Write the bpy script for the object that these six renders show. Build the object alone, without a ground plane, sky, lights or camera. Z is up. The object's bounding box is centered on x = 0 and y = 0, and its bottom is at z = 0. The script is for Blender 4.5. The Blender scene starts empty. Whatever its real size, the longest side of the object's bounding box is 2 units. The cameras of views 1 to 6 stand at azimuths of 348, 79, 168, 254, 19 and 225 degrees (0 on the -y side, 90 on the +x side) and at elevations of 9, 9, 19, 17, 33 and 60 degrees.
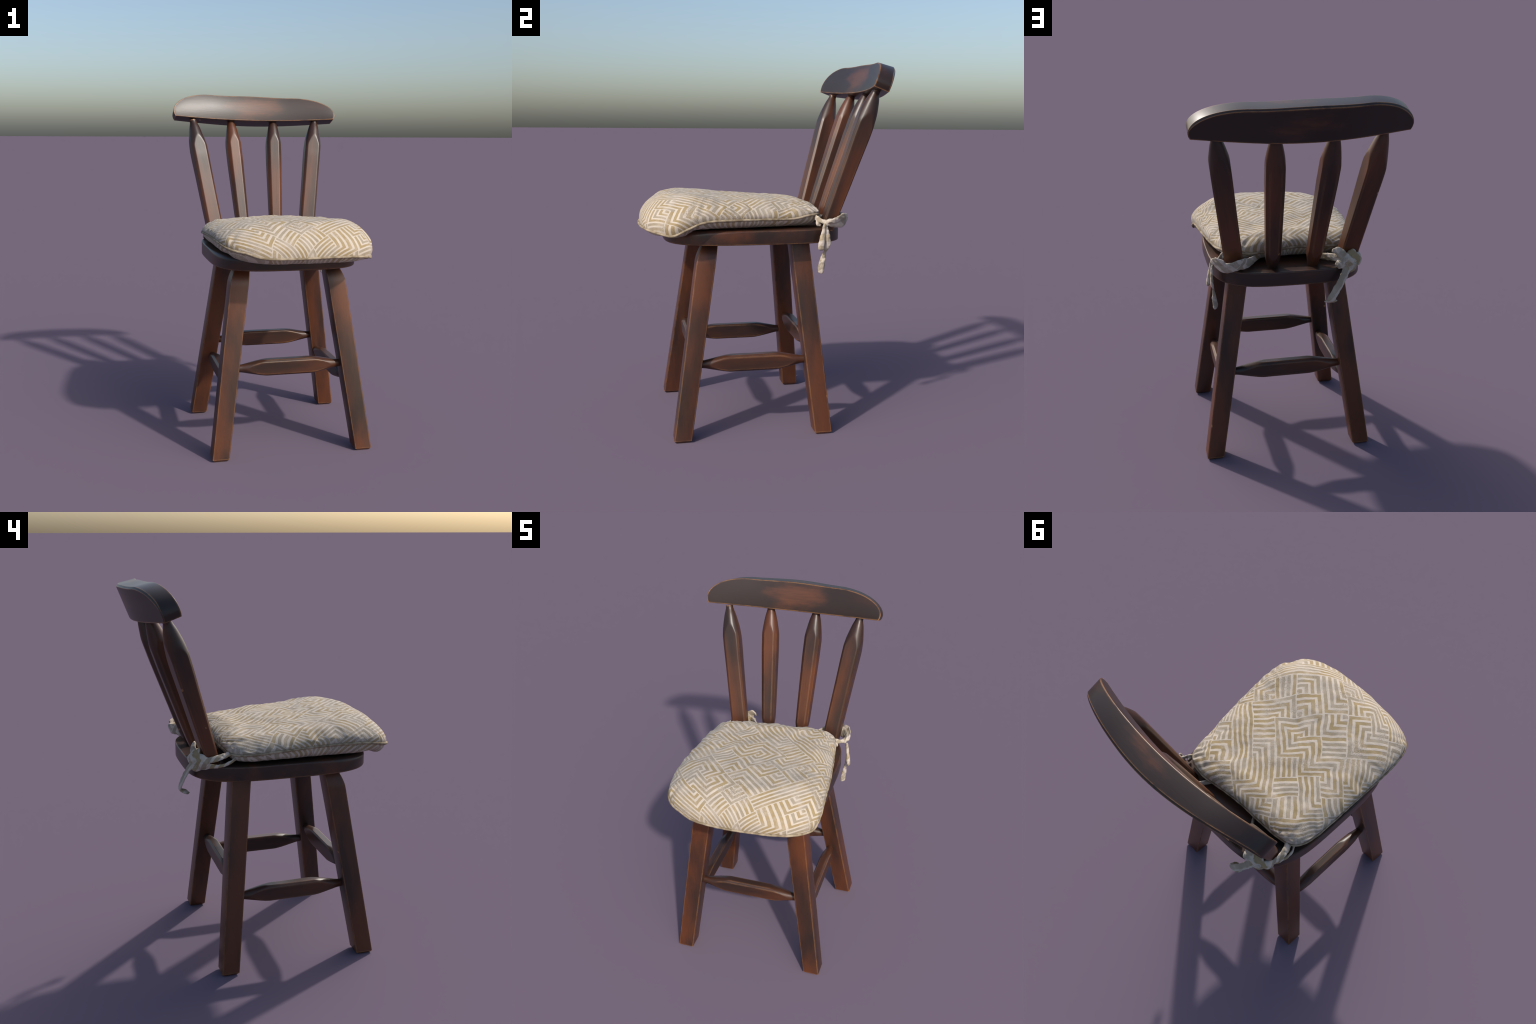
import bpy, bmesh, math
import numpy as np
from mathutils import Vector, Matrix, noise

rng = np.random.default_rng(11)
scene = bpy.context.scene
MID = -0.0045            # plane of symmetry of the wooden frame


# ------------------------------------------------------------------ helpers
def mesh_object(name, verts, faces, mat, parent=None, sharp=None):
    me = bpy.data.meshes.new(name)
    me.from_pydata([tuple(map(float, v)) for v in verts], [], [tuple(map(int, f)) for f in faces])
    bm = bmesh.new()
    bm.from_mesh(me)
    bmesh.ops.recalc_face_normals(bm, faces=bm.faces)
    bm.to_mesh(me)
    bm.free()
    me.materials.append(mat)
    me.shade_smooth()
    if sharp:
        me.set_sharp_from_angle(angle=math.radians(sharp))
    ob = bpy.data.objects.new(name, me)
    scene.collection.objects.link(ob)
    ob.parent = parent
    return ob


def copy_object(ob, matrix):
    new = ob.copy()
    scene.collection.objects.link(new)
    new.parent = ob.parent
    new.matrix_world = matrix
    return new


def catmull(points, n, closed=False):
    """n samples, evenly spaced along a Catmull-Rom curve through the points (rows may carry extra values)."""
    p = np.array(points, float)
    m = len(p)
    segs = m if closed else m - 1
    out = []
    for i in range(segs):
        if closed:
            a, b, c, d = (p[(i + k) % m] for k in (-1, 0, 1, 2))
        else:
            a, b, c, d = p[max(i - 1, 0)], p[i], p[i + 1], p[min(i + 2, m - 1)]
        for t in np.linspace(0, 1, 24, endpoint=False):
            out.append(0.5 * (2 * b + (c - a) * t + (2 * a - 5 * b + 4 * c - d) * t * t + (3 * b - a - 3 * c + d) * t ** 3))
    out.append(p[0] if closed else p[-1])
    out = np.array(out)
    s = np.r_[0, np.cumsum(np.linalg.norm(np.diff(out[:, :3], axis=0), axis=1))]
    at = np.linspace(0, s[-1], n + 1)[:-1] if closed else np.linspace(0, s[-1], n)
    return np.stack([np.interp(at, s, out[:, k]) for k in range(out.shape[1])], 1)


def tube_faces(rings, n, caps=True, closed=False):
    f = []
    for i in range(rings if closed else rings - 1):
        j = (i + 1) % rings
        for k in range(n):
            l = (k + 1) % n
            f.append((i * n + k, i * n + l, j * n + l, j * n + k))
    if caps and not closed:
        f.append(tuple(range(n))[::-1])
        f.append(tuple((rings - 1) * n + k for k in range(n)))
    return f


def smooth(a, b, x):
    t = np.clip((np.asarray(x, float) - a) / (b - a), 0, 1)
    return t * t * (3 - 2 * t)


# ------------------------------------------------------------------ node helper
class Nodes:
    def __init__(self, name):
        self.mat = bpy.data.materials.new(name)
        self.mat.use_nodes = True
        self.t = self.mat.node_tree
        self.bsdf = self.t.nodes["Principled BSDF"]

    def put(self, socket, v):
        if hasattr(v, "is_output"):
            self.t.links.new(v, socket)
        elif isinstance(v, (tuple, list)) and len(v) == 3 and socket.type == "RGBA":
            socket.default_value = (*v, 1)
        else:
            socket.default_value = v

    def node(self, kind, out=0, **kw):
        n = self.t.nodes.new(kind)
        ins = kw.pop("ins", {})
        for k, v in kw.items():
            setattr(n, k, v)
        for k, v in ins.items():
            self.put(n.inputs[k], v)
        return n.outputs[out]

    def math(self, op, a, b=0.0, c=0.0, clamp=False):
        return self.node("ShaderNodeMath", operation=op, use_clamp=clamp, ins={0: a, 1: b, 2: c})

    def vmath(self, op, a, b=(0, 0, 0), out=0):
        return self.node("ShaderNodeVectorMath", out, operation=op, ins={0: a, 1: b})

    def mix(self, f, a, b, kind="MIX"):
        n = self.t.nodes.new("ShaderNodeMix")
        n.data_type, n.blend_type = "RGBA", kind
        n.clamp_factor = True
        self.put(n.inputs[0], f)
        self.put(n.inputs[6], a)
        self.put(n.inputs[7], b)
        return n.outputs[2]

    def span(self, x, a, b, c=0.0, d=1.0):
        return self.node("ShaderNodeMapRange", interpolation_type="SMOOTHSTEP", ins={0: x, 1: a, 2: b, 3: c, 4: d})

    def noise(self, vec, scale, detail=3.0, rough=0.55, distort=0.0, out=0):
        return self.node("ShaderNodeTexNoise", out, ins={"Vector": vec, "Scale": scale, "Detail": detail, "Roughness": rough, "Distortion": distort})

    def sep(self, vec):
        n = self.t.nodes.new("ShaderNodeSeparateXYZ")
        self.put(n.inputs[0], vec)
        return n.outputs

    def xyz(self, x, y, z):
        return self.node("ShaderNodeCombineXYZ", ins={0: x, 1: y, 2: z})


def wood_material(name, grain, red=0.5, patch=None, rub=0.80, keen=1.0):
    """Dark stained wood: nearly black stain over red-brown, rubbed through to tan along the edges."""
    m = Nodes(name)
    obj = m.node("ShaderNodeTexCoord", 3)
    rnd = m.node("ShaderNodeObjectInfo", 5)
    shift = m.vmath("SCALE", (3.1, 5.7, 4.3))
    m.put(shift.node.inputs[3], rnd)
    base = m.vmath("ADD", obj, shift)
    stretch = [1.0, 1.0, 1.0]
    stretch[grain] = 0.3
    blot = m.vmath("MULTIPLY", base, tuple(stretch))
    stretch[grain] = 0.05
    fib = m.vmath("MULTIPLY", base, tuple(stretch))
    cloud = m.noise(blot, 5.5, 3.0, 0.5, 0.2)
    fibre = m.noise(fib, 90.0, 4.0, 0.65, 0.3)
    fine = m.noise(fib, 320.0, 2.0, 0.5)
    rubbed = m.math("ADD", cloud, m.math("MULTIPLY", m.math("SUBTRACT", fibre, 0.5), 0.16))
    rubbed = m.span(m.math("ADD", rubbed, red - 0.5), 0.30, 0.70)
    col = m.node("ShaderNodeValToRGB", ins={0: rubbed})
    r = col.node.color_ramp
    r.elements[0].position, r.elements[0].color = 0.0, (0.0250, 0.0143, 0.0112, 1)
    r.elements[1].position, r.elements[1].color = 1.0, (0.103, 0.0315, 0.0110, 1)
    e = r.elements.new(0.5)
    e.color = (0.061, 0.0228, 0.0118, 1)
    if patch:
        (cx, cy, cz), (sx, sy, sz), strength = patch
        d = m.vmath("DIVIDE", m.vmath("SUBTRACT", obj, (cx, cy, cz)), (sx, sy, sz))
        dist = m.vmath("LENGTH", d, out=1)
        dist = m.math("ADD", dist, m.math("MULTIPLY", m.math("SUBTRACT", m.noise(blot, 13.0, 4.0, 0.65), 0.5), 2.2))
        worn = m.math("MULTIPLY", m.span(dist, 1.35, 0.35), m.math("MULTIPLY_ADD", fibre, 1.3, 0.15))
        col = m.mix(m.math("MULTIPLY", worn, strength), col, (0.150, 0.049, 0.0190))
    col = m.mix(0.75, col, m.mix(fine, (0.72, 0.72, 0.72), (1.2, 1.2, 1.2)), "MULTIPLY")
    # edges rubbed through the stain
    nrm = m.node("ShaderNodeNewGeometry", 1)
    soft = m.node("ShaderNodeBevel", samples=8, ins={"Radius": 0.0135})
    turn = m.math("SUBTRACT", 1.0, m.vmath("DOT_PRODUCT", nrm, soft, out=1))
    broken = m.span(m.noise(base, 14.0, 4.0, 0.65), 0.30, 0.56, 0.18, 1.0)
    edge = m.math("MULTIPLY", m.span(turn, 0.012 / keen, 0.075 / keen), broken)
    col = m.mix(m.math("MULTIPLY", edge, rub), col, m.mix(fibre, (0.26, 0.110, 0.036), (0.46, 0.235, 0.095)))
    # a few small chips
    chip = m.node("ShaderNodeTexVoronoi", 0, ins={"Vector": base, "Scale": 5.0})
    chip = m.math("MULTIPLY", m.span(m.math("ADD", chip, m.math("MULTIPLY", m.noise(base, 90.0), 0.06)), 0.075, 0.060), 0.7)
    col = m.mix(chip, col, (0.36, 0.18, 0.07))
    m.put(m.bsdf.inputs["Base Color"], col)
    m.put(m.bsdf.inputs["Roughness"], m.math("MULTIPLY_ADD", cloud, 0.16, 0.315))
    m.put(m.bsdf.inputs["IOR"], 1.5)
    m.put(m.bsdf.inputs["Coat Weight"], 0.06)
    m.put(m.bsdf.inputs["Specular IOR Level"], 0.45)
    m.put(m.bsdf.inputs["Coat Roughness"], 0.3)
    height = m.math("ADD", m.math("MULTIPLY", fibre, 0.5), m.math("MULTIPLY", cloud, 1.2))
    bump = m.node("ShaderNodeBump", ins={"Strength": 0.12, "Distance": 0.004, "Height": height})
    m.put(m.bsdf.inputs["Normal"], bump)
    return m.mat


CREAM, TAN, TAUPE = (0.56, 0.487, 0.412), (0.318, 0.240, 0.128), (0.315, 0.265, 0.195)


def fabric_material(name, flat=True, scale=1.0):
    """Woven cotton printed with a labyrinth of cream stripes on tan and taupe."""
    m = Nodes(name)
    obj = m.node("ShaderNodeTexCoord", 3)
    x, y, z = m.sep(obj)
    if flat:
        # lay the cloth out flat: the fall of the sides counts as extra length
        drop = m.math("MULTIPLY", m.math("SUBTRACT", 1.285, z), 0.9)
        u = m.math("MULTIPLY_ADD", m.span(x, -0.22, 0.22, -1, 1), drop, x)
        v = m.math("MULTIPLY_ADD", m.span(y, -0.40, 0.05, -1, 1), drop, y)
    else:
        u = m.math("MULTIPLY_ADD", y, 0.6, x)
        v = m.math("MULTIPLY_ADD", y, 0.6, z)
    messy = m.span(y, -0.45, -0.2, 0.003, 0.013) if flat else 0.016
    flatvec = m.xyz(u, v, 0.0)
    wob = m.vmath("SUBTRACT", m.noise(flatvec, 5.0, 2.0, 0.4, out=1), (0.5, 0.5, 0.5))
    wob = m.vmath("SCALE", wob)
    m.put(wob.node.inputs[3], m.math("MULTIPLY", messy, 4.0))
    pos = m.vmath("ADD", flatvec, wob)
    u, v, _ = m.sep(pos)
    k = 0.70711 / 0.121 * scale                       # cells turned 45 degrees, four stripes each
    a = m.math("MULTIPLY", m.math("ADD", u, v), k)
    b = m.math("MULTIPLY", m.math("SUBTRACT", v, u), k)
    ia, ib = m.math("FLOOR", a), m.math("FLOOR", b)
    fa, fb = m.math("FRACT", a), m.math("FRACT", b)
    cell = m.xyz(ia, ib, 0.37)
    r1, r2, r3 = m.sep(m.node("ShaderNodeTexWhiteNoise", 1, noise_dimensions="3D", ins={0: cell}))
    flip_a, flip_b = m.math("GREATER_THAN", r1, 0.5), m.math("GREATER_THAN", r2, 0.5)
    ga = m.math("ABSOLUTE", m.math("SUBTRACT", fa, flip_a))
    gb = m.math("ABSOLUTE", m.math("SUBTRACT", fb, flip_b))
    nest = m.math("MAXIMUM", ga, gb)
    way = m.mix(m.math("GREATER_THAN", r3, 0.82), nest, ga)     # some cells are plain bars one way
    way = m.mix(m.math("LESS_THAN", r3, 0.16), way, gb)         # or the other
    way = m.node("ShaderNodeSeparateXYZ", ins={0: way})
    steps = m.math("MULTIPLY", way, 4.0)
    wave = m.math("ABSOLUTE", m.math("SUBTRACT", m.math("FRACT", steps), 0.5))   # 0 mid stripe .. 0.5 at the border
    ragged = m.math("MULTIPLY", m.math("SUBTRACT", m.noise(obj, 60.0, 3.0), 0.5), 0.16)
    line = m.span(m.math("ADD", wave, ragged), 0.245, 0.335)
    stripe_id = m.xyz(m.math("FLOOR", steps), m.math("MULTIPLY_ADD", ia, 7.0, ib), 2.5)
    pick = m.node("ShaderNodeTexWhiteNoise", 0, noise_dimensions="3D", ins={0: stripe_id})
    area = m.noise(obj, 4.5, 2.0)
    dye = m.span(m.math("ADD", area, m.math("MULTIPLY", m.math("SUBTRACT", pick, 0.5), 0.35)), 0.42, 0.58)
    ground = m.mix(dye, TAUPE, TAN)
    faded = m.math("MULTIPLY", m.span(m.noise(obj, 13.0, 4.0, 0.6), 0.42, 0.72), 0.42)
    ground = m.mix(faded, ground, CREAM)
    cream = m.mix(m.math("MULTIPLY", m.noise(obj, 22.0, 3.0), 0.36), CREAM, TAUPE)
    col = m.mix(line, ground, cream)
    # places where the ink has sunk into the weave as dark flecks
    fleck = m.math("MULTIPLY", m.span(m.noise(obj, 6.5, 2.0), 0.52, 0.66), m.span(m.noise(obj, 240.0, 2.0, 0.7), 0.46, 0.62))
    col = m.mix(m.math("MULTIPLY", fleck, 0.55), col, (0.12, 0.100, 0.072))
    thread = m.noise(m.vmath("MULTIPLY", obj, (1.0, 1.0, 0.8)), 420.0, 2.0, 0.6)
    col = m.mix(0.8, col, m.mix(thread, (0.68, 0.68, 0.68), (1.28, 1.28, 1.28)), "MULTIPLY")
    m.put(m.bsdf.inputs["Base Color"], col)
    m.put(m.bsdf.inputs["Roughness"], 0.88)
    m.put(m.bsdf.inputs["Specular IOR Level"], 0.2)
    m.put(m.bsdf.inputs["Sheen Weight"], 0.12)
    m.put(m.bsdf.inputs["Sheen Roughness"], 0.5)
    bump = m.node("ShaderNodeBump", ins={"Strength": 0.4, "Distance": 0.003, "Height": m.math("ADD", thread, m.math("MULTIPLY", line, 0.4))})
    m.put(m.bsdf.inputs["Normal"], bump)
    return m.mat


def cord_material(name):
    m = Nodes(name)
    obj = m.node("ShaderNodeTexCoord", 3)
    tone = m.noise(obj, 26.0, 3.0)
    col = m.mix(m.span(tone, 0.35, 0.65), (0.20, 0.155, 0.098), (0.38, 0.31, 0.22))
    col = m.mix(0.7, col, m.mix(m.noise(obj, 260.0, 2.0), (0.7, 0.7, 0.7), (1.25, 1.25, 1.25)), "MULTIPLY")
    m.put(m.bsdf.inputs["Base Color"], col)
    m.put(m.bsdf.inputs["Roughness"], 0.9)
    m.put(m.bsdf.inputs["Specular IOR Level"], 0.2)
    return m.mat


wood_leg = wood_material("stained_wood_upright", 2, 0.57)
wood_spindle = wood_material("stained_wood_spindle", 2, 0.49, keen=2.2)
wood_seat = wood_material("stained_wood_seat", 0, 0.40)
wood_rail = wood_material("stained_wood_rail", 0, 0.22, patch=((0.02, 0.57, 1.915), (0.17, 0.11, 0.085), 0.66), rub=0.95)
fabric = fabric_material("labyrinth_fabric")
fabric_tie = fabric_material("labyrinth_fabric_tie", flat=False, scale=0.62)
cord = cord_material("piping_cloth")

chair = bpy.data.objects.new("wooden_chair", None)
scene.collection.objects.link(chair)
chair["label"] = "dark wooden spindle-back chair with patterned beige tie-on cushion"
chair["category"] = "chair"


# ------------------------------------------------------------------ legs
SEAT_BOTTOM, SEAT_TOP = 1.037, 1.113


def leg(name, foot, top, w0, w1, outer, rounded):
    """A splayed square post; outer = signs of the two outward faces; rounded: the top leans in under the seat."""
    zs = np.r_[0.0, 0.003, 0.010, 0.02, np.linspace(0.05, 0.90, 14), np.linspace(0.92, SEAT_BOTTOM + 0.01, 12)]
    verts, n = [], 0
    for z in zs:
        t = z / 0.9
        c = np.array(foot) * (1 - t) + np.array(top) * t
        h = (w0 * (1 - t) + w1 * t) / 2 - max(0, 0.010 - z) * 0.8
        inward = 0.032 * max(0, (z - 0.935) / 0.105) ** 1.8 if rounded else 0.0
        bev = 0.004
        ring = []
        for sx, sy in ((1, 1), (-1, 1), (-1, -1), (1, -1)):
            corner = c + np.array([sx, sy]) * h
            if sx == outer[0]:
                corner[0] -= sx * inward
            if sy == outer[1]:
                corner[1] -= sy * inward
            inner = corner - np.array([sx, sy]) * bev
            start = math.atan2(sy, sx) - math.pi / 4
            for a in np.linspace(0, math.pi / 2, 4):
                ring.append(inner + bev * np.array([math.cos(start + a), math.sin(start + a)]))
        n = len(ring)
        verts += [(p[0], p[1], z) for p in ring]
    return mesh_object(name, verts, tube_faces(len(zs), n), wood_leg, chair, 35)


def mirrored(ob):
    return copy_object(ob, Matrix.Translation((2 * MID, 0, 0)) @ Matrix.Diagonal((-1, 1, 1, 1)))


front_leg = leg("leg", (0.4010, -0.495), (0.2775, -0.356), 0.094, 0.103, (1, -1), True)
mirrored(front_leg)
back_leg = leg("leg", (0.4126, 0.2673), (0.2760, 0.174), 0.094, 0.101, (1, 1), False)
mirrored(back_leg)


# ------------------------------------------------------------------ turned and faceted sticks
def stick(name, length, planes, turning, mat, rings=100, n=160, p=70.0):
    """A stick along z whose faceted body (planes: (angle in degrees, distance)) is turned down to a round neck.
    turning: rows (z, scale of the facets across, scale front to back, radius of the turned surface)."""
    zs = np.linspace(0, length, rings)
    tz = np.array(turning, float)
    verts = []
    ang = np.linspace(0, 2 * math.pi, n, endpoint=False)
    for z in zs:
        sx, sy, R = (np.interp(z, tz[:, 0], tz[:, k]) for k in (1, 2, 3))
        total = (1.0 / R) ** p * np.ones(n)
        for deg, d in planes:
            c = np.cos(ang - math.radians(deg))
            s = math.hypot(sx * math.cos(math.radians(deg)), sy * math.sin(math.radians(deg)))
            total += np.where(c > 0.02, np.clip(c, 0.02, 1) / (d * s), 0) ** p
        r = total ** (-1.0 / p)
        verts += [(r[k] * math.cos(ang[k]), r[k] * math.sin(ang[k]), z) for k in range(n)]
    return mesh_object(name, verts, tube_faces(rings, n), mat, chair, 60)


def soft_turning(rows, length, n=60):
    c = catmull([row if len(row) == 4 else (row[0], row[1], row[1], row[2]) for row in rows], n)
    return c


def frame_between(a, b, front, yaw=0.0):
    """Matrix whose z runs from a to b and whose -y looks along front."""
    a, b, front = Vector(a), Vector(b), Vector(front)
    z = (b - a).normalized()
    y = -(front - z * front.dot(z)).normalized()
    x = y.cross(z).normalized()
    m = Matrix((x, y, z)).transposed().to_4x4()
    return Matrix.Translation(a) @ m @ Matrix.Rotation(yaw, 4, "Z")


# facets: angle 270 faces the sitter (-y), 90 the back
outer_planes = [(270, 0.047), (90, 0.046), (0, 0.050), (180, 0.050), (315, 0.059), (225, 0.059), (45, 0.064), (135, 0.064)]
inner_planes = [(270, 0.044), (90, 0.050), (0, 0.047), (180, 0.047), (315, 0.051), (225, 0.051), (45, 0.055), (135, 0.055)]
L = 0.775
outer_turning = soft_turning([(0, .93, .70, .09), (.10, .96, .77, .09), (.25, .97, .86, .09), (.40, .98, .93, .085), (.52, 1.0, .075), (.57, 1.0, .066), (.60, 1.0, .060), (.63, 1.0, .054), (.66, 1.0, .048), (.69, 1.0, .0415), (.72, 1.0, .0345), (.74, 1.0, .0285), (.755, 1.0, .0225), (L, 1.0, .021)], L)
inner_turning = soft_turning([(0, .80, .026), (.03, .80, .030), (.08, .82, .041), (.13, .84, .052), (.20, .88, .075), (.40, .96, .08), (.50, 1.0, .073), (.56, 1.0, .064), (.60, 1.0, .057), (.63, 1.0, .051), (.66, 1.0, .0455), (.69, 1.0, .040), (.72, 1.0, .0335), (.74, 1.0, .028), (.755, 1.0, .0225), (L, 1.0, .021)], L)

outer = stick("spindle", L, outer_planes, outer_turning, wood_spindle)
place = [((-0.289, 0.306, 1.108), (-0.406, 0.534, 1.848), 8), ((0.289, 0.306, 1.108), (0.400, 0.536, 1.840), -6)]
outer.matrix_world = frame_between(*place[0][:2], (0, -1, 0), math.radians(place[0][2]))
copy_object(outer, frame_between(*place[1][:2], (0, -1, 0), math.radians(place[1][2])))
inner = stick("spindle", L, inner_planes, inner_turning, wood_spindle)
place = [((-0.112, 0.324, 1.106), (-0.152, 0.574, 1.836), 3), ((0.097, 0.326, 1.106), (0.129, 0.574, 1.834), -3)]
inner.matrix_world = frame_between(*place[0][:2], (0, -1, 0), math.radians(place[0][2]))
copy_object(inner, frame_between(*place[1][:2], (0, -1, 0), math.radians(place[1][2])))

stretcher_planes = [(0, 0.045), (180, 0.045), (90, 0.028), (270, 0.029), (45, 0.047), (135, 0.047), (315, 0.045), (225, 0.044)]


def stretcher(a, b, outward, proto=None):
    """Bar between two legs; its local x points down, its -y outward."""
    length = 0.60
    if proto is None:
        rows = [(0, 1, .020), (.03, 1, .0225), (.06, 1, .0285), (.09, 1, .0345), (.12, 1, .0405), (.15, 1, .0455), (.19, 1, .051), (.24, 1, .058), (.30, 1, .064)]
        rows += [(length - z, s, r) for z, s, r in rows[-2::-1]]
        proto = stick("stretcher", length, stretcher_planes, soft_turning(rows, length), wood_spindle)
        target = proto
    else:
        target = proto.copy()
        scene.collection.objects.link(target)
    d = (Vector(b) - Vector(a)).length
    target.matrix_world = frame_between(a, b, outward) @ Matrix.Diagonal((1, 1, d / length, 1))
    return proto


bar = stretcher((-0.302, -0.412, 0.476), (0.292, -0.412, 0.476), (0, -1, 0))
stretcher((0.300, 0.212, 0.480), (-0.306, 0.212, 0.480), (0, 1, 0), bar)
stretcher((0.331, -0.392, 0.389), (0.331, 0.188, 0.389), (1, 0, 0), bar)
stretcher((-0.340, 0.188, 0.389), (-0.340, -0.392, 0.389), (-1, 0, 0), bar)


# ------------------------------------------------------------------ seat board
def seat_board():
    n = 200
    ang = np.linspace(0, 2 * math.pi, n, endpoint=False)
    cx, cy, a, b, e = -0.007, -0.072, 0.407, 0.486, 3.6
    r = (np.abs(np.cos(ang) / a) ** e + np.abs(np.sin(ang) / b) ** e) ** (-1 / e)
    base = np.stack([cx + r * np.cos(ang), cy + r * np.sin(ang)], 1)
    nrm = np.roll(base, -1, 0) - np.roll(base, 1, 0)
    nrm = np.stack([nrm[:, 1], -nrm[:, 0]], 1)
    nrm /= np.linalg.norm(nrm, axis=1)[:, None]
    front = smooth(-0.05, -0.5, base[:, 1])
    rb, rt = 0.004, 0.006 + 0.022 * front          # the front lip is rounded more
    rows = [(0.6, np.full(n, SEAT_BOTTOM))]
    rows = []
    for q in np.linspace(0, 1, 5):
        rows.append((rb * (1 - math.sin(q * math.pi / 2)) * np.ones(n), SEAT_BOTTOM + rb * (1 - math.cos(q * math.pi / 2)) * np.ones(n)))
    for q in np.linspace(0, 1, 8):
        rows.append((rt * (1 - math.cos(q * math.pi / 2)), SEAT_TOP - rt * (1 - math.sin(q * math.pi / 2))))
    verts = []
    for inset, z in rows:
        p = base - nrm * np.asarray(inset)[:, None]
        verts += [(p[k, 0], p[k, 1], z[k]) for k in range(n)]
    m = len(rows)
    faces = tube_faces(m, n, caps=False)
    for z, row in ((SEAT_BOTTOM, 0), (SEAT_TOP, m - 1)):
        mid = len(verts)
        verts.append((cx, cy, z))
        faces += [(row * n + k, row * n + (k + 1) % n, mid) for k in range(n)]
    return mesh_object("seat", verts, faces, wood_seat, chair, 40)


seat = seat_board()


# ------------------------------------------------------------------ crest rail
def crest_rail():
    lean = math.radians(20)
    half, H, T, foot = 0.529, 0.1595, 0.086, 0.030
    n = 80
    # arch from end to end, and the lower edge below it
    t = np.linspace(-1, 1, n)
    arch = []
    for q in t:
        sgn, q = np.sign(q), abs(q)
        if q < 0.45:
            flat = 0.275 if sgn < 0 else 0.255
            arch.append((sgn * q / 0.45 * flat, H + 0.007 * math.cos(q / 0.45 * math.pi / 2) ** 2))
        else:
            a = (1 - (q - 0.45) / 0.55) * math.pi / 2
            c, d = math.cos(a), math.sin(a)
            flat = 0.275 if sgn < 0 else 0.255
            arch.append((sgn * (flat + (half - flat) * c), foot + (H - foot) * d))
    low = []
    for q in t:
        sgn, q = np.sign(q), abs(q)
        if q < 0.95:
            low.append((sgn * q / 0.95 * (half - 0.010), 0.0))
        else:
            a = (q - 0.95) / 0.0501 * math.pi / 2
            low.append((sgn * (half - 0.010 + 0.0098 * math.sin(a)), foot * 0.9 * a / (math.pi / 2)))
    outline = np.array(low + arch[::-1])
    d = np.roll(outline, -1, 0) - np.roll(outline, 1, 0)
    nrm = np.stack([d[:, 1], -d[:, 0]], 1)
    nrm /= np.linalg.norm(nrm, axis=1)[:, None] + 1e-9
    upper = np.r_[np.zeros(n), smooth(0.0, 0.2, 1 - np.abs(t[::-1]))]
    rf = 0.003 * np.ones(2 * n)
    rb = 0.003 + 0.006 * upper
    loops = []
    for q in np.linspace(0, 1, 4):
        loops.append((rf * (1 - math.sin(q * math.pi / 2)), rf * (1 - math.cos(q * math.pi / 2))))
    for q in (0, .25, .5, .75, 1):                    # a flat chamfer along the back of the arch
        loops.append((rb * q, T - rb * (1 - q)))
    verts = []
    for inset, dep in loops:
        p = outline - nrm * inset[:, None]
        for k in range(2 * n):
            x, h = p[k]
            bow = 0.058 + 0.024 * dep[k] / T          # thicker in the middle
            h += 0.016 * dep[k] / T * upper[k] * (1 - (x / half) ** 2)     # the top lies flatter than the lean
            u2 = (x / half) ** 2
            back = bow * (1 - u2 - 0.3 * dep[k] / T * u2 * (1 - u2)) + dep[k] * (1 + 0.02 * h / H)
            y = 0.479 + back * math.cos(lean) + h * math.sin(lean)
            z = 1.859 - back * math.sin(lean) + h * math.cos(lean) - (0.0075 + 0.006 * h / H) * x / half
            verts.append((x - 0.002, y, z))
    m = 2 * n
    faces = tube_faces(len(loops), m, caps=False)
    for row in (0, len(loops) - 1):
        o = row * m
        for k in range(n - 1):
            faces.append((o + k, o + k + 1, o + m - 2 - k, o + m - 1 - k))
    return mesh_object("crest_rail", verts, faces, wood_rail, chair, 25)


rail = crest_rail()

# ------------------------------------------------------------------ cushion
SEAM = [(-.290, -.640, 1.150), (-.196, -.667, 1.124), (-.02, -.682, 1.121), (.164, -.678, 1.124), (.29, -.655, 1.120),
        (.378, -.602, 1.108), (.420, -.535, 1.096), (.432, -.455, 1.132), (.424, -.36, 1.165), (.409, -.20, 1.171), (.388, -.05, 1.170),
        (.362, .10, 1.168), (.346, .185, 1.182), (.322, .238, 1.187), (.278, .266, 1.182), (.20, .272, 1.175), (.10, .260, 1.178), (-.03, .250, 1.190),
        (-.15, .248, 1.186), (-.28, .242, 1.182), (-.355, .222, 1.172), (-.389, .182, 1.170), (-.405, .12, 1.172), (-.412, 0, 1.180), (-.415, -.20, 1.192),
        (-.416, -.35, 1.195), (-.408, -.47, 1.190), (-.385, -.56, 1.174), (-.345, -.61, 1.160)]
N_SEAM = 420
seam = catmull(SEAM, N_SEAM, closed=True)
MIDDLE = np.array([0.0, -0.21])
pull = seam[:, :2] - MIDDLE
inset = 0.010 * np.exp(-(((seam[:, 0] - 0.42) / 0.1) ** 2 + ((seam[:, 1] + 0.53) / 0.1) ** 2)) 
seam[:, :2] -= inset[:, None] * pull / np.linalg.norm(pull, axis=1)[:, None]


def edge_distance(xy):
    out = np.empty(len(xy))
    a, b = seam[:, :2], np.roll(seam[:, :2], -1, 0)
    ab = b - a
    for i in range(0, len(xy), 2000):
        q = xy[i:i + 2000, None, :]
        t = np.clip(((q - a) * ab).sum(2) / (ab * ab).sum(1), 0, 1)
        out[i:i + 2000] = np.sqrt((((a + ab * t[..., None]) - q) ** 2).sum(2)).min(1)
    return out


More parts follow.
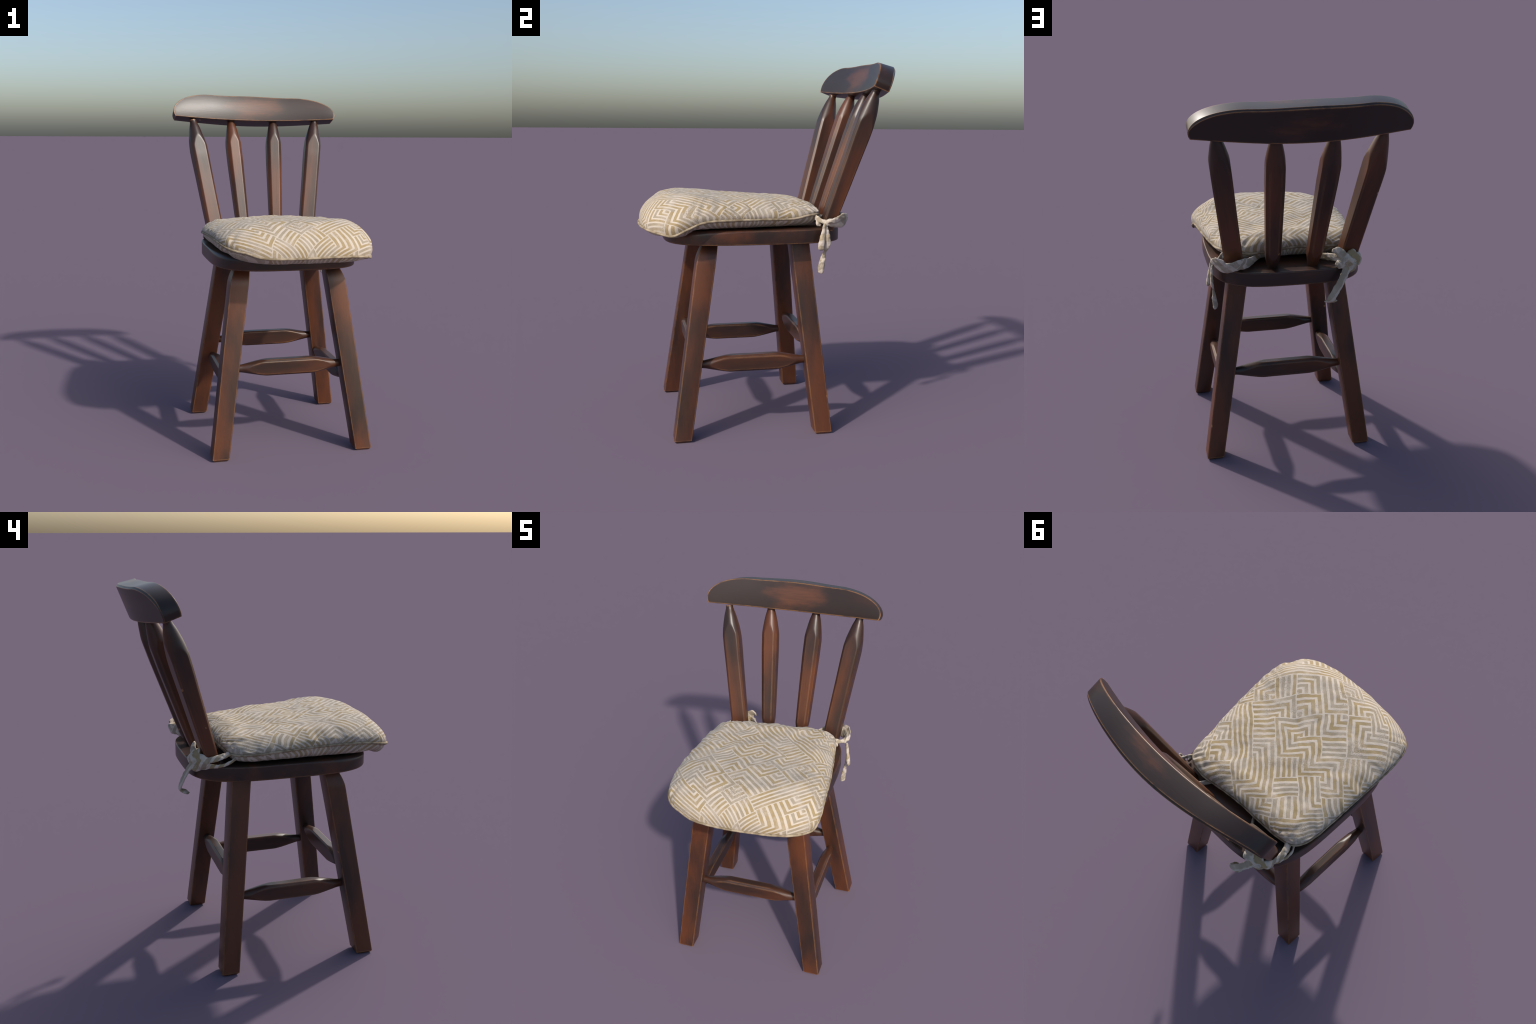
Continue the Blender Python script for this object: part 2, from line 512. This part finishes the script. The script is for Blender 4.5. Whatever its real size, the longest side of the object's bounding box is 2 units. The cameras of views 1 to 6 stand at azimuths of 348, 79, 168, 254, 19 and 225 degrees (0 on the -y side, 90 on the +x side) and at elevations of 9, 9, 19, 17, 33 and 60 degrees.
def crown(x, y):
    """Height of the stuffed top: full at the front, sat-in at the middle, thin at the back and sides."""
    z = 1.276 + 0.024 * np.exp(-((y + 0.43) / 0.15) ** 2)
    z = z - 0.017 * smooth(-0.08, 0.14, y)
    z -= 0.013 * np.exp(-(((x + 0.14) / 0.16) ** 2 + ((y - 0.01) / 0.12) ** 2)) + 0.006 * np.exp(-(((x - 0.22) / 0.12) ** 2 + ((y - 0.08) / 0.12) ** 2))
    z -= 0.024 * (np.abs(x - 0.01) / 0.42) ** 2.4
    z -= 0.006 * smooth(-0.05, -0.36, x) * smooth(-0.2, -0.5, y)
    return z


def cushion_mesh():
    centre = MIDDLE
    top_s = np.linspace(0, 1, 74)[:-1] ** 1.9
    low_s = np.linspace(0, 1, 46)[1:-1] ** 1.9
    arc = np.arange(N_SEAM) / N_SEAM

    def ring(s):
        xy = centre + (seam[:, :2] - centre) * (1 - s)
        # the pinched outline fades to a rounder one inside
        return xy

    top = np.concatenate([ring(s) for s in top_s])
    low = np.concatenate([ring(s) for s in low_s])
    zt = np.tile(seam[:, 2], len(top_s))
    zl = np.tile(seam[:, 2], len(low_s))
    at, al = np.tile(arc, len(top_s)), np.tile(arc, len(low_s))
    dt, dl = edge_distance(top), edge_distance(low)
    dt[:N_SEAM] = 0
    D = 0.115 + 0.045 * smooth(-0.3, -0.6, top[:, 1])
    f = np.sqrt(np.clip(1 - (1 - np.clip(dt / D, 0, 1)) ** 2, 0, 1))
    s_all = np.repeat(top_s, N_SEAM)
    level = zt + (np.mean(seam[:, 2]) - zt) * smooth(0.0, 0.6, s_all)
    z_top = level + (crown(top[:, 0], top[:, 1]) - level) * f
    # gathers along the seam and wrinkles
    fold = np.array([noise.noise(Vector((math.cos(a * 2 * math.pi) * 9, math.sin(a * 2 * math.pi) * 9, 1.7))) for a in arc])
    fold2 = np.array([noise.noise(Vector((math.cos(a * 2 * math.pi) * 21, math.sin(a * 2 * math.pi) * 21, 4.1))) for a in arc])
    side = 0.55 + 0.6 * (seam[:, 1] > -0.6)
    gather = np.tile((0.014 * fold + 0.007 * fold2) * side, len(top_s))
    z_top += gather * np.exp(-dt / 0.045) * smooth(0, 0.012, dt)
    wr = np.array([noise.fractal(Vector((x * 9, y * 9, 0.3)), 1.0, 2.0, 4) for x, y in top])
    wr2 = np.array([noise.noise(Vector((x * 22 + 3 * y, y * 17, 3.3))) for x, y in top])
    z_top += (0.006 * wr + 0.0016 * wr2) * smooth(0.01, 0.09, dt)
    # puckers that run in from the corners where the ties pull and where the piping turns
    for cx, cy, turns, amp, reach in ((.325, .262, 9, .019, .075), (-.385, .225, 8, .016, .07), (.415, -.56, 7, .007, .05), (-.31, -.645, 5, .006, .05), (-.28, .245, 9, .012, .05)):
        dx, dy = top[:, 0] - cx, top[:, 1] - cy
        r = np.hypot(dx, dy)
        phi = np.arctan2(dy, dx)
        z_top -= amp * np.exp(-r / reach) * (0.5 + 0.5 * np.sin(turns * phi + 5 * wr2[:len(r)] + r * 20)) * smooth(0.0, 0.02, dt)
    # underside
    B = 1.119 - 0.036 * smooth(-0.50, -0.60, low[:, 1]) - 0.006 * smooth(0.25, 0.4, low[:, 0]) * smooth(-0.45, -0.55, low[:, 1])
    B += 0.001 * smooth(-0.30, -0.40, low[:, 0]) * smooth(0.05, -0.1, low[:, 1])
    B += 0.016 * smooth(-0.15, -0.36, low[:, 0]) * smooth(-0.45, -0.58, low[:, 1])
    Dl = 0.10 - 0.03 * smooth(-0.45, -0.6, low[:, 1])
    g = np.sin(np.clip(dl / Dl, 0, 1) * math.pi / 2) ** (0.42 - 0.12 * smooth(-0.25, -0.38, low[:, 0]) + 0.26 * smooth(-0.5, -0.62, low[:, 1]))
    z_low = zl + (np.minimum(B, zl - 0.012) - zl) * g
    z_low += np.tile(0.005 * fold + 0.004 * fold2, len(low_s)) * np.exp(-dl / 0.05) * smooth(0, 0.012, dl)
    # the cloth swells a little past the seam
    out = top - centre
    out /= np.linalg.norm(out, axis=1)[:, None] + 1e-9
    corner = np.exp(-(((top[:, 0] - 0.43) / 0.12) ** 2 + ((top[:, 1] + 0.52) / 0.12) ** 2))
    swell = (0.012 + 0.018 * corner - 0.004 * smooth(-0.5, -0.6, top[:, 1])) * np.clip(4 * f * (1 - f), 0, 1) * np.exp(-dt / 0.05)
    top = top + out * swell[:, None]
    verts = [(*p, z) for p, z in zip(top, z_top)] + [(*p, z) for p, z in zip(low, z_low)]
    nt, nl = len(top_s), len(low_s)
    faces = tube_faces(nt, N_SEAM, caps=False)
    o = nt * N_SEAM
    mid = len(verts)
    ztop_mid, zlow_mid = z_top[-N_SEAM:].mean(), z_low[-N_SEAM:].mean()
    verts += [(*centre, ztop_mid), (*centre, zlow_mid)]
    for k in range(N_SEAM):
        l = (k + 1) % N_SEAM
        faces.append(((nt - 1) * N_SEAM + k, (nt - 1) * N_SEAM + l, mid))
        faces.append((k, l, o + l, o + k))
        for i in range(nl - 1):
            faces.append((o + i * N_SEAM + k, o + i * N_SEAM + l, o + (i + 1) * N_SEAM + l, o + (i + 1) * N_SEAM + k))
        faces.append((o + (nl - 1) * N_SEAM + k, o + (nl - 1) * N_SEAM + l, mid + 1))
    return mesh_object("cushion", verts, faces, fabric, chair)


cushion = cushion_mesh()


def piping():
    """Corded seam round the cushion: a thin roll with a stitched flange under it."""
    c = seam
    centre = MIDDLE
    out = c[:, :2] - centre
    tan = np.roll(c, -1, 0) - np.roll(c, 1, 0)
    tan /= np.linalg.norm(tan, axis=1)[:, None]
    nrm = np.stack([tan[:, 1], -tan[:, 0], 0 * tan[:, 0]], 1)
    nrm /= np.linalg.norm(nrm, axis=1)[:, None]
    nrm *= np.sign((nrm[:, :2] * out).sum(1))[:, None]
    up = np.cross(nrm, tan)
    up *= np.sign(up[:, 2])[:, None]
    verts = []
    for i in range(len(c)):
        w = noise.noise(Vector(c[i, :3]) * 30) * 0.0016
        r = 0.0063 + noise.noise(Vector(c[i, :3]) * 45 + Vector((7, 0, 0))) * 0.0012
        for a in np.linspace(0, 2 * math.pi, 10, endpoint=False):
            verts.append(c[i, :3] + nrm[i] * (0.0045 + w + r * math.cos(a)) + up[i] * (r * math.sin(a) - 0.001))
    return mesh_object("piping", verts, tube_faces(len(c), 10, closed=True), cord, cushion)


piping()


# ------------------------------------------------------------------ ties
def ribbon(rows, n=60, seg=20, seed=0.0, wrinkle=0.003):
    """A flattened roll of cloth along a curve.  rows: x, y, z, width, thickness, and the direction of the width (3)."""
    c = catmull(rows, n)
    P = c[:, :3]
    T = np.gradient(P, axis=0)
    T /= np.linalg.norm(T, axis=1)[:, None] + 1e-9
    W = c[:, 5:8]
    W = W - T * (W * T).sum(1)[:, None]
    W /= np.linalg.norm(W, axis=1)[:, None] + 1e-9
    Nn = np.cross(T, W)
    verts = []
    for i in range(n):
        k = i / (n - 1)
        cap = min(1.0, math.sqrt(max(1e-3, 1 - (1 - min(k, 1 - k) * n / 4) ** 2))) if min(k, 1 - k) * n / 4 < 1 else 1.0
        w, t = c[i, 3] / 2 * (0.55 + 0.45 * cap), c[i, 4] / 2 * cap
        for a in np.linspace(0, 2 * math.pi, seg, endpoint=False):
            ca, sa = math.cos(a), math.sin(a)
            s = math.copysign(abs(ca) ** 0.8, ca)
            v = P[i] + W[i] * w * s + Nn[i] * t * sa
            q = Vector(v) * 42 + Vector((seed, 0, 0))
            ridge = noise.noise(Vector((s * 2.6 + seed, k * 5.0, seed * 3)))      # lengthwise pleats
            v = v + Nn[i] * (wrinkle * noise.noise(q) + wrinkle * 1.3 * ridge)
            verts.append(v)
    return verts, tube_faces(n, seg)


def lump(center, radii, rot, seed, n=28, m=18):
    """A crumpled bulge of knotted cloth."""
    R = Matrix.Rotation(rot[2], 3, "Z") @ Matrix.Rotation(rot[1], 3, "Y") @ Matrix.Rotation(rot[0], 3, "X")
    verts = []
    for i in range(m):
        th = math.pi * (i + 0.5) / m
        for k in range(n):
            ph = 2 * math.pi * k / n
            d = Vector((math.sin(th) * math.cos(ph), math.sin(th) * math.sin(ph), math.cos(th)))
            g = 1 + 0.22 * noise.noise(d * 1.6 + Vector((seed, 0, 0))) - 0.16 * abs(noise.noise(d * 2.4 + Vector((0, seed, 0))))
            v = R @ Vector((d.x * radii[0] * g, d.y * radii[1] * g, d.z * radii[2] * g))
            verts.append(np.array(center) + np.array(v))
    return verts, tube_faces(m, n)


def join_pieces(name, pieces, parent, voxel=0.0032, crumple=0.0022):
    """Pieces of one tie fused into a single crumpled cloth body."""
    verts, faces = [], []
    for v, f in pieces:
        o = len(verts)
        verts += list(v)
        faces += [tuple(i + o for i in q) for q in f]
    raw = mesh_object(name + "_raw", verts, faces, fabric_tie)
    mod = raw.modifiers.new("fuse", "REMESH")
    mod.mode, mod.voxel_size = "VOXEL", voxel
    sm = raw.modifiers.new("soften", "SMOOTH")
    sm.factor, sm.iterations = 0.5, 3
    dg = bpy.context.evaluated_depsgraph_get()
    me = bpy.data.meshes.new_from_object(raw.evaluated_get(dg))
    bpy.data.objects.remove(raw)
    me.name = name
    for v in me.vertices:
        p = v.co
        fold = abs(noise.noise(p * 38 + Vector((0, 0, 9)))) * 1.6 - 0.5 + 0.5 * noise.noise(p * 85)
        v.co = p + v.normal * fold * crumple
    me.shade_smooth()
    ob = bpy.data.objects.new(name, me)
    scene.collection.objects.link(ob)
    ob.parent = parent
    return ob


Zup, Xr, Yb = (0, 0, 1), (1, 0, 0), (0, 1, 0)


def R(x, y, z, w, t, d):
    return (x, y, z, w, t, *d)


# tie on the right-hand post: a band round the back of it, two ends hanging at the side
right_tie = [
    ribbon([R(.13, .205, 1.150, .036, .012, Zup), R(.178, .272, 1.145, .042, .014, Zup), R(.225, .345, 1.150, .055, .016, (0, .2, 1)), R(.270, .388, 1.158, .066, .018, (0, .3, 1)),
            R(.318, .402, 1.150, .064, .020, (.1, .4, 1)), R(.360, .378, 1.144, .062, .020, (.3, .2, 1)), R(.386, .325, 1.146, .054, .018, (.3, 0, 1)), R(.390, .275, 1.150, .036, .018, (.3, 0, 1))], 80, seed=1.0),
    ribbon([R(.300, .236, 1.180, .030, .014, Zup), R(.335, .240, 1.168, .032, .013, Zup), R(.362, .262, 1.154, .026, .012, Zup), R(.376, .285, 1.148, .030, .014, Zup), R(.382, .31, 1.150, .03, .014, Zup)], 40, seed=2.0, wrinkle=.002),
    ribbon([R(.335, .258, 1.168, .030, .012, (0, 1, .3)), R(.345, .252, 1.145, .034, .014, (0, 1, 0)), R(.348, .252, 1.122, .026, .012, (0, 1, 0))], 24, seed=2.6, wrinkle=.002),
    ribbon([R(.352, .398, 1.165, .050, .012, (.2, .3, 1)), R(.386, .372, 1.176, .046, .010, (.2, .3, 1)), R(.404, .325, 1.160, .034, .010, (.2, 0, 1)), R(.405, .284, 1.150, .02, .01, (.2, 0, 1))], 40, seed=3.0),
    ribbon([R(.402, .270, 1.148, .016, .014, Yb), R(.407, .263, 1.115, .018, .018, Yb), R(.413, .256, 1.075, .030, .020, Yb), R(.419, .249, 1.035, .036, .022, Yb), R(.422, .245, 1.003, .036, .020, Yb)], 40, seed=4.0, wrinkle=.002),
    ribbon([R(.399, .278, 1.135, .018, .012, Yb), R(.406, .284, 1.075, .032, .014, Yb), R(.406, .286, 1.035, .034, .016, Yb), R(.399, .272, .992, .020, .014, Yb), R(.394, .264, .958, .030, .016, (.6, 1, 0)),
            R(.389, .258, .915, .038, .020, (.8, 1, 0)), R(.385, .254, .872, .034, .016, (.8, 1, 0))], 60, seed=5.0, wrinkle=.002),
]
join_pieces("tie", right_tie, cushion)

# tie on the left-hand post: knotted behind it, one end hanging
left_tie = [
    lump((-.284, .390, 1.146), (.040, .030, .036), (0, 0, .3), 1.0),
    lump((-.244, .400, 1.131), (.027, .026, .025), (0, 0, 0), 2.0),
    lump((-.302, .386, 1.108), (.046, .026, .028), (0, .5, .2), 3.0),
    lump((-.338, .366, 1.140), (.034, .026, .038), (0, 0, .6), 4.0),
    ribbon([R(-.275, .392, 1.150, .034, .022, Xr), R(-.256, .394, 1.176, .050, .026, (1, 0, .5)), R(-.234, .388, 1.196, .046, .020, (.6, -.4, .8)), R(-.214, .378, 1.196, .028, .012, (.3, -.5, .9)), R(-.208, .372, 1.184, .02, .01, (.3, -.5, .9))], 36, seed=6.0),
    ribbon([R(-.292, .390, 1.150, .036, .022, Xr), R(-.306, .386, 1.172, .056, .022, Xr), R(-.314, .378, 1.190, .042, .016, Xr), R(-.316, .372, 1.203, .012, .008, Xr)], 36, seed=7.0),
    ribbon([R(-.315, .180, 1.178, .034, .013, (1, 0, .3)), R(-.356, .250, 1.168, .036, .012, (1, .2, .4)), R(-.364, .300, 1.156, .034, .012, (.8, .3, .8)), R(-.354, .345, 1.148, .032, .014, (.4, .3, 1)), R(-.325, .378, 1.146, .036, .018, Zup)], 44, seed=8.0, wrinkle=.0015),
    ribbon([R(-.345, .180, 1.158, .020, .012, Zup), R(-.378, .235, 1.134, .018, .012, Zup), R(-.372, .285, 1.118, .018, .013, Zup), R(-.352, .335, 1.117, .030, .014, Zup), R(-.318, .372, 1.114, .048, .018, Zup), R(-.280, .388, 1.120, .044, .02, Zup)], 54, seed=9.0, wrinkle=.002),
    ribbon([R(-.09, .190, 1.150, .030, .010, Zup), R(-.125, .250, 1.146, .034, .012, Zup), R(-.172, .305, 1.148, .038, .012, Zup), R(-.212, .352, 1.155, .042, .014, Zup), R(-.240, .386, 1.156, .046, .018, Zup), R(-.275, .395, 1.150, .04, .02, Zup)], 54, seed=10.0),
    ribbon([R(-.280, .405, 1.118, .042, .016, (1, 0, .4)), R(-.262, .422, 1.085, .044, .014, (1, 0, .5)), R(-.238, .437, 1.045, .043, .013, (1, 0, .5)), R(-.208, .449, 1.000, .043, .013, (1, 0, .5)), R(-.184, .455, .962, .046, .014, (1, 0, .4)), R(-.182, .450, .948, .044, .014, (1, 0, .2))], 60, seed=11.0, wrinkle=.002),
    lump((-.188, .432, .944), (.036, .030, .010), (.35, 0, 0), 5.0),
]
join_pieces("tie", left_tie, cushion)
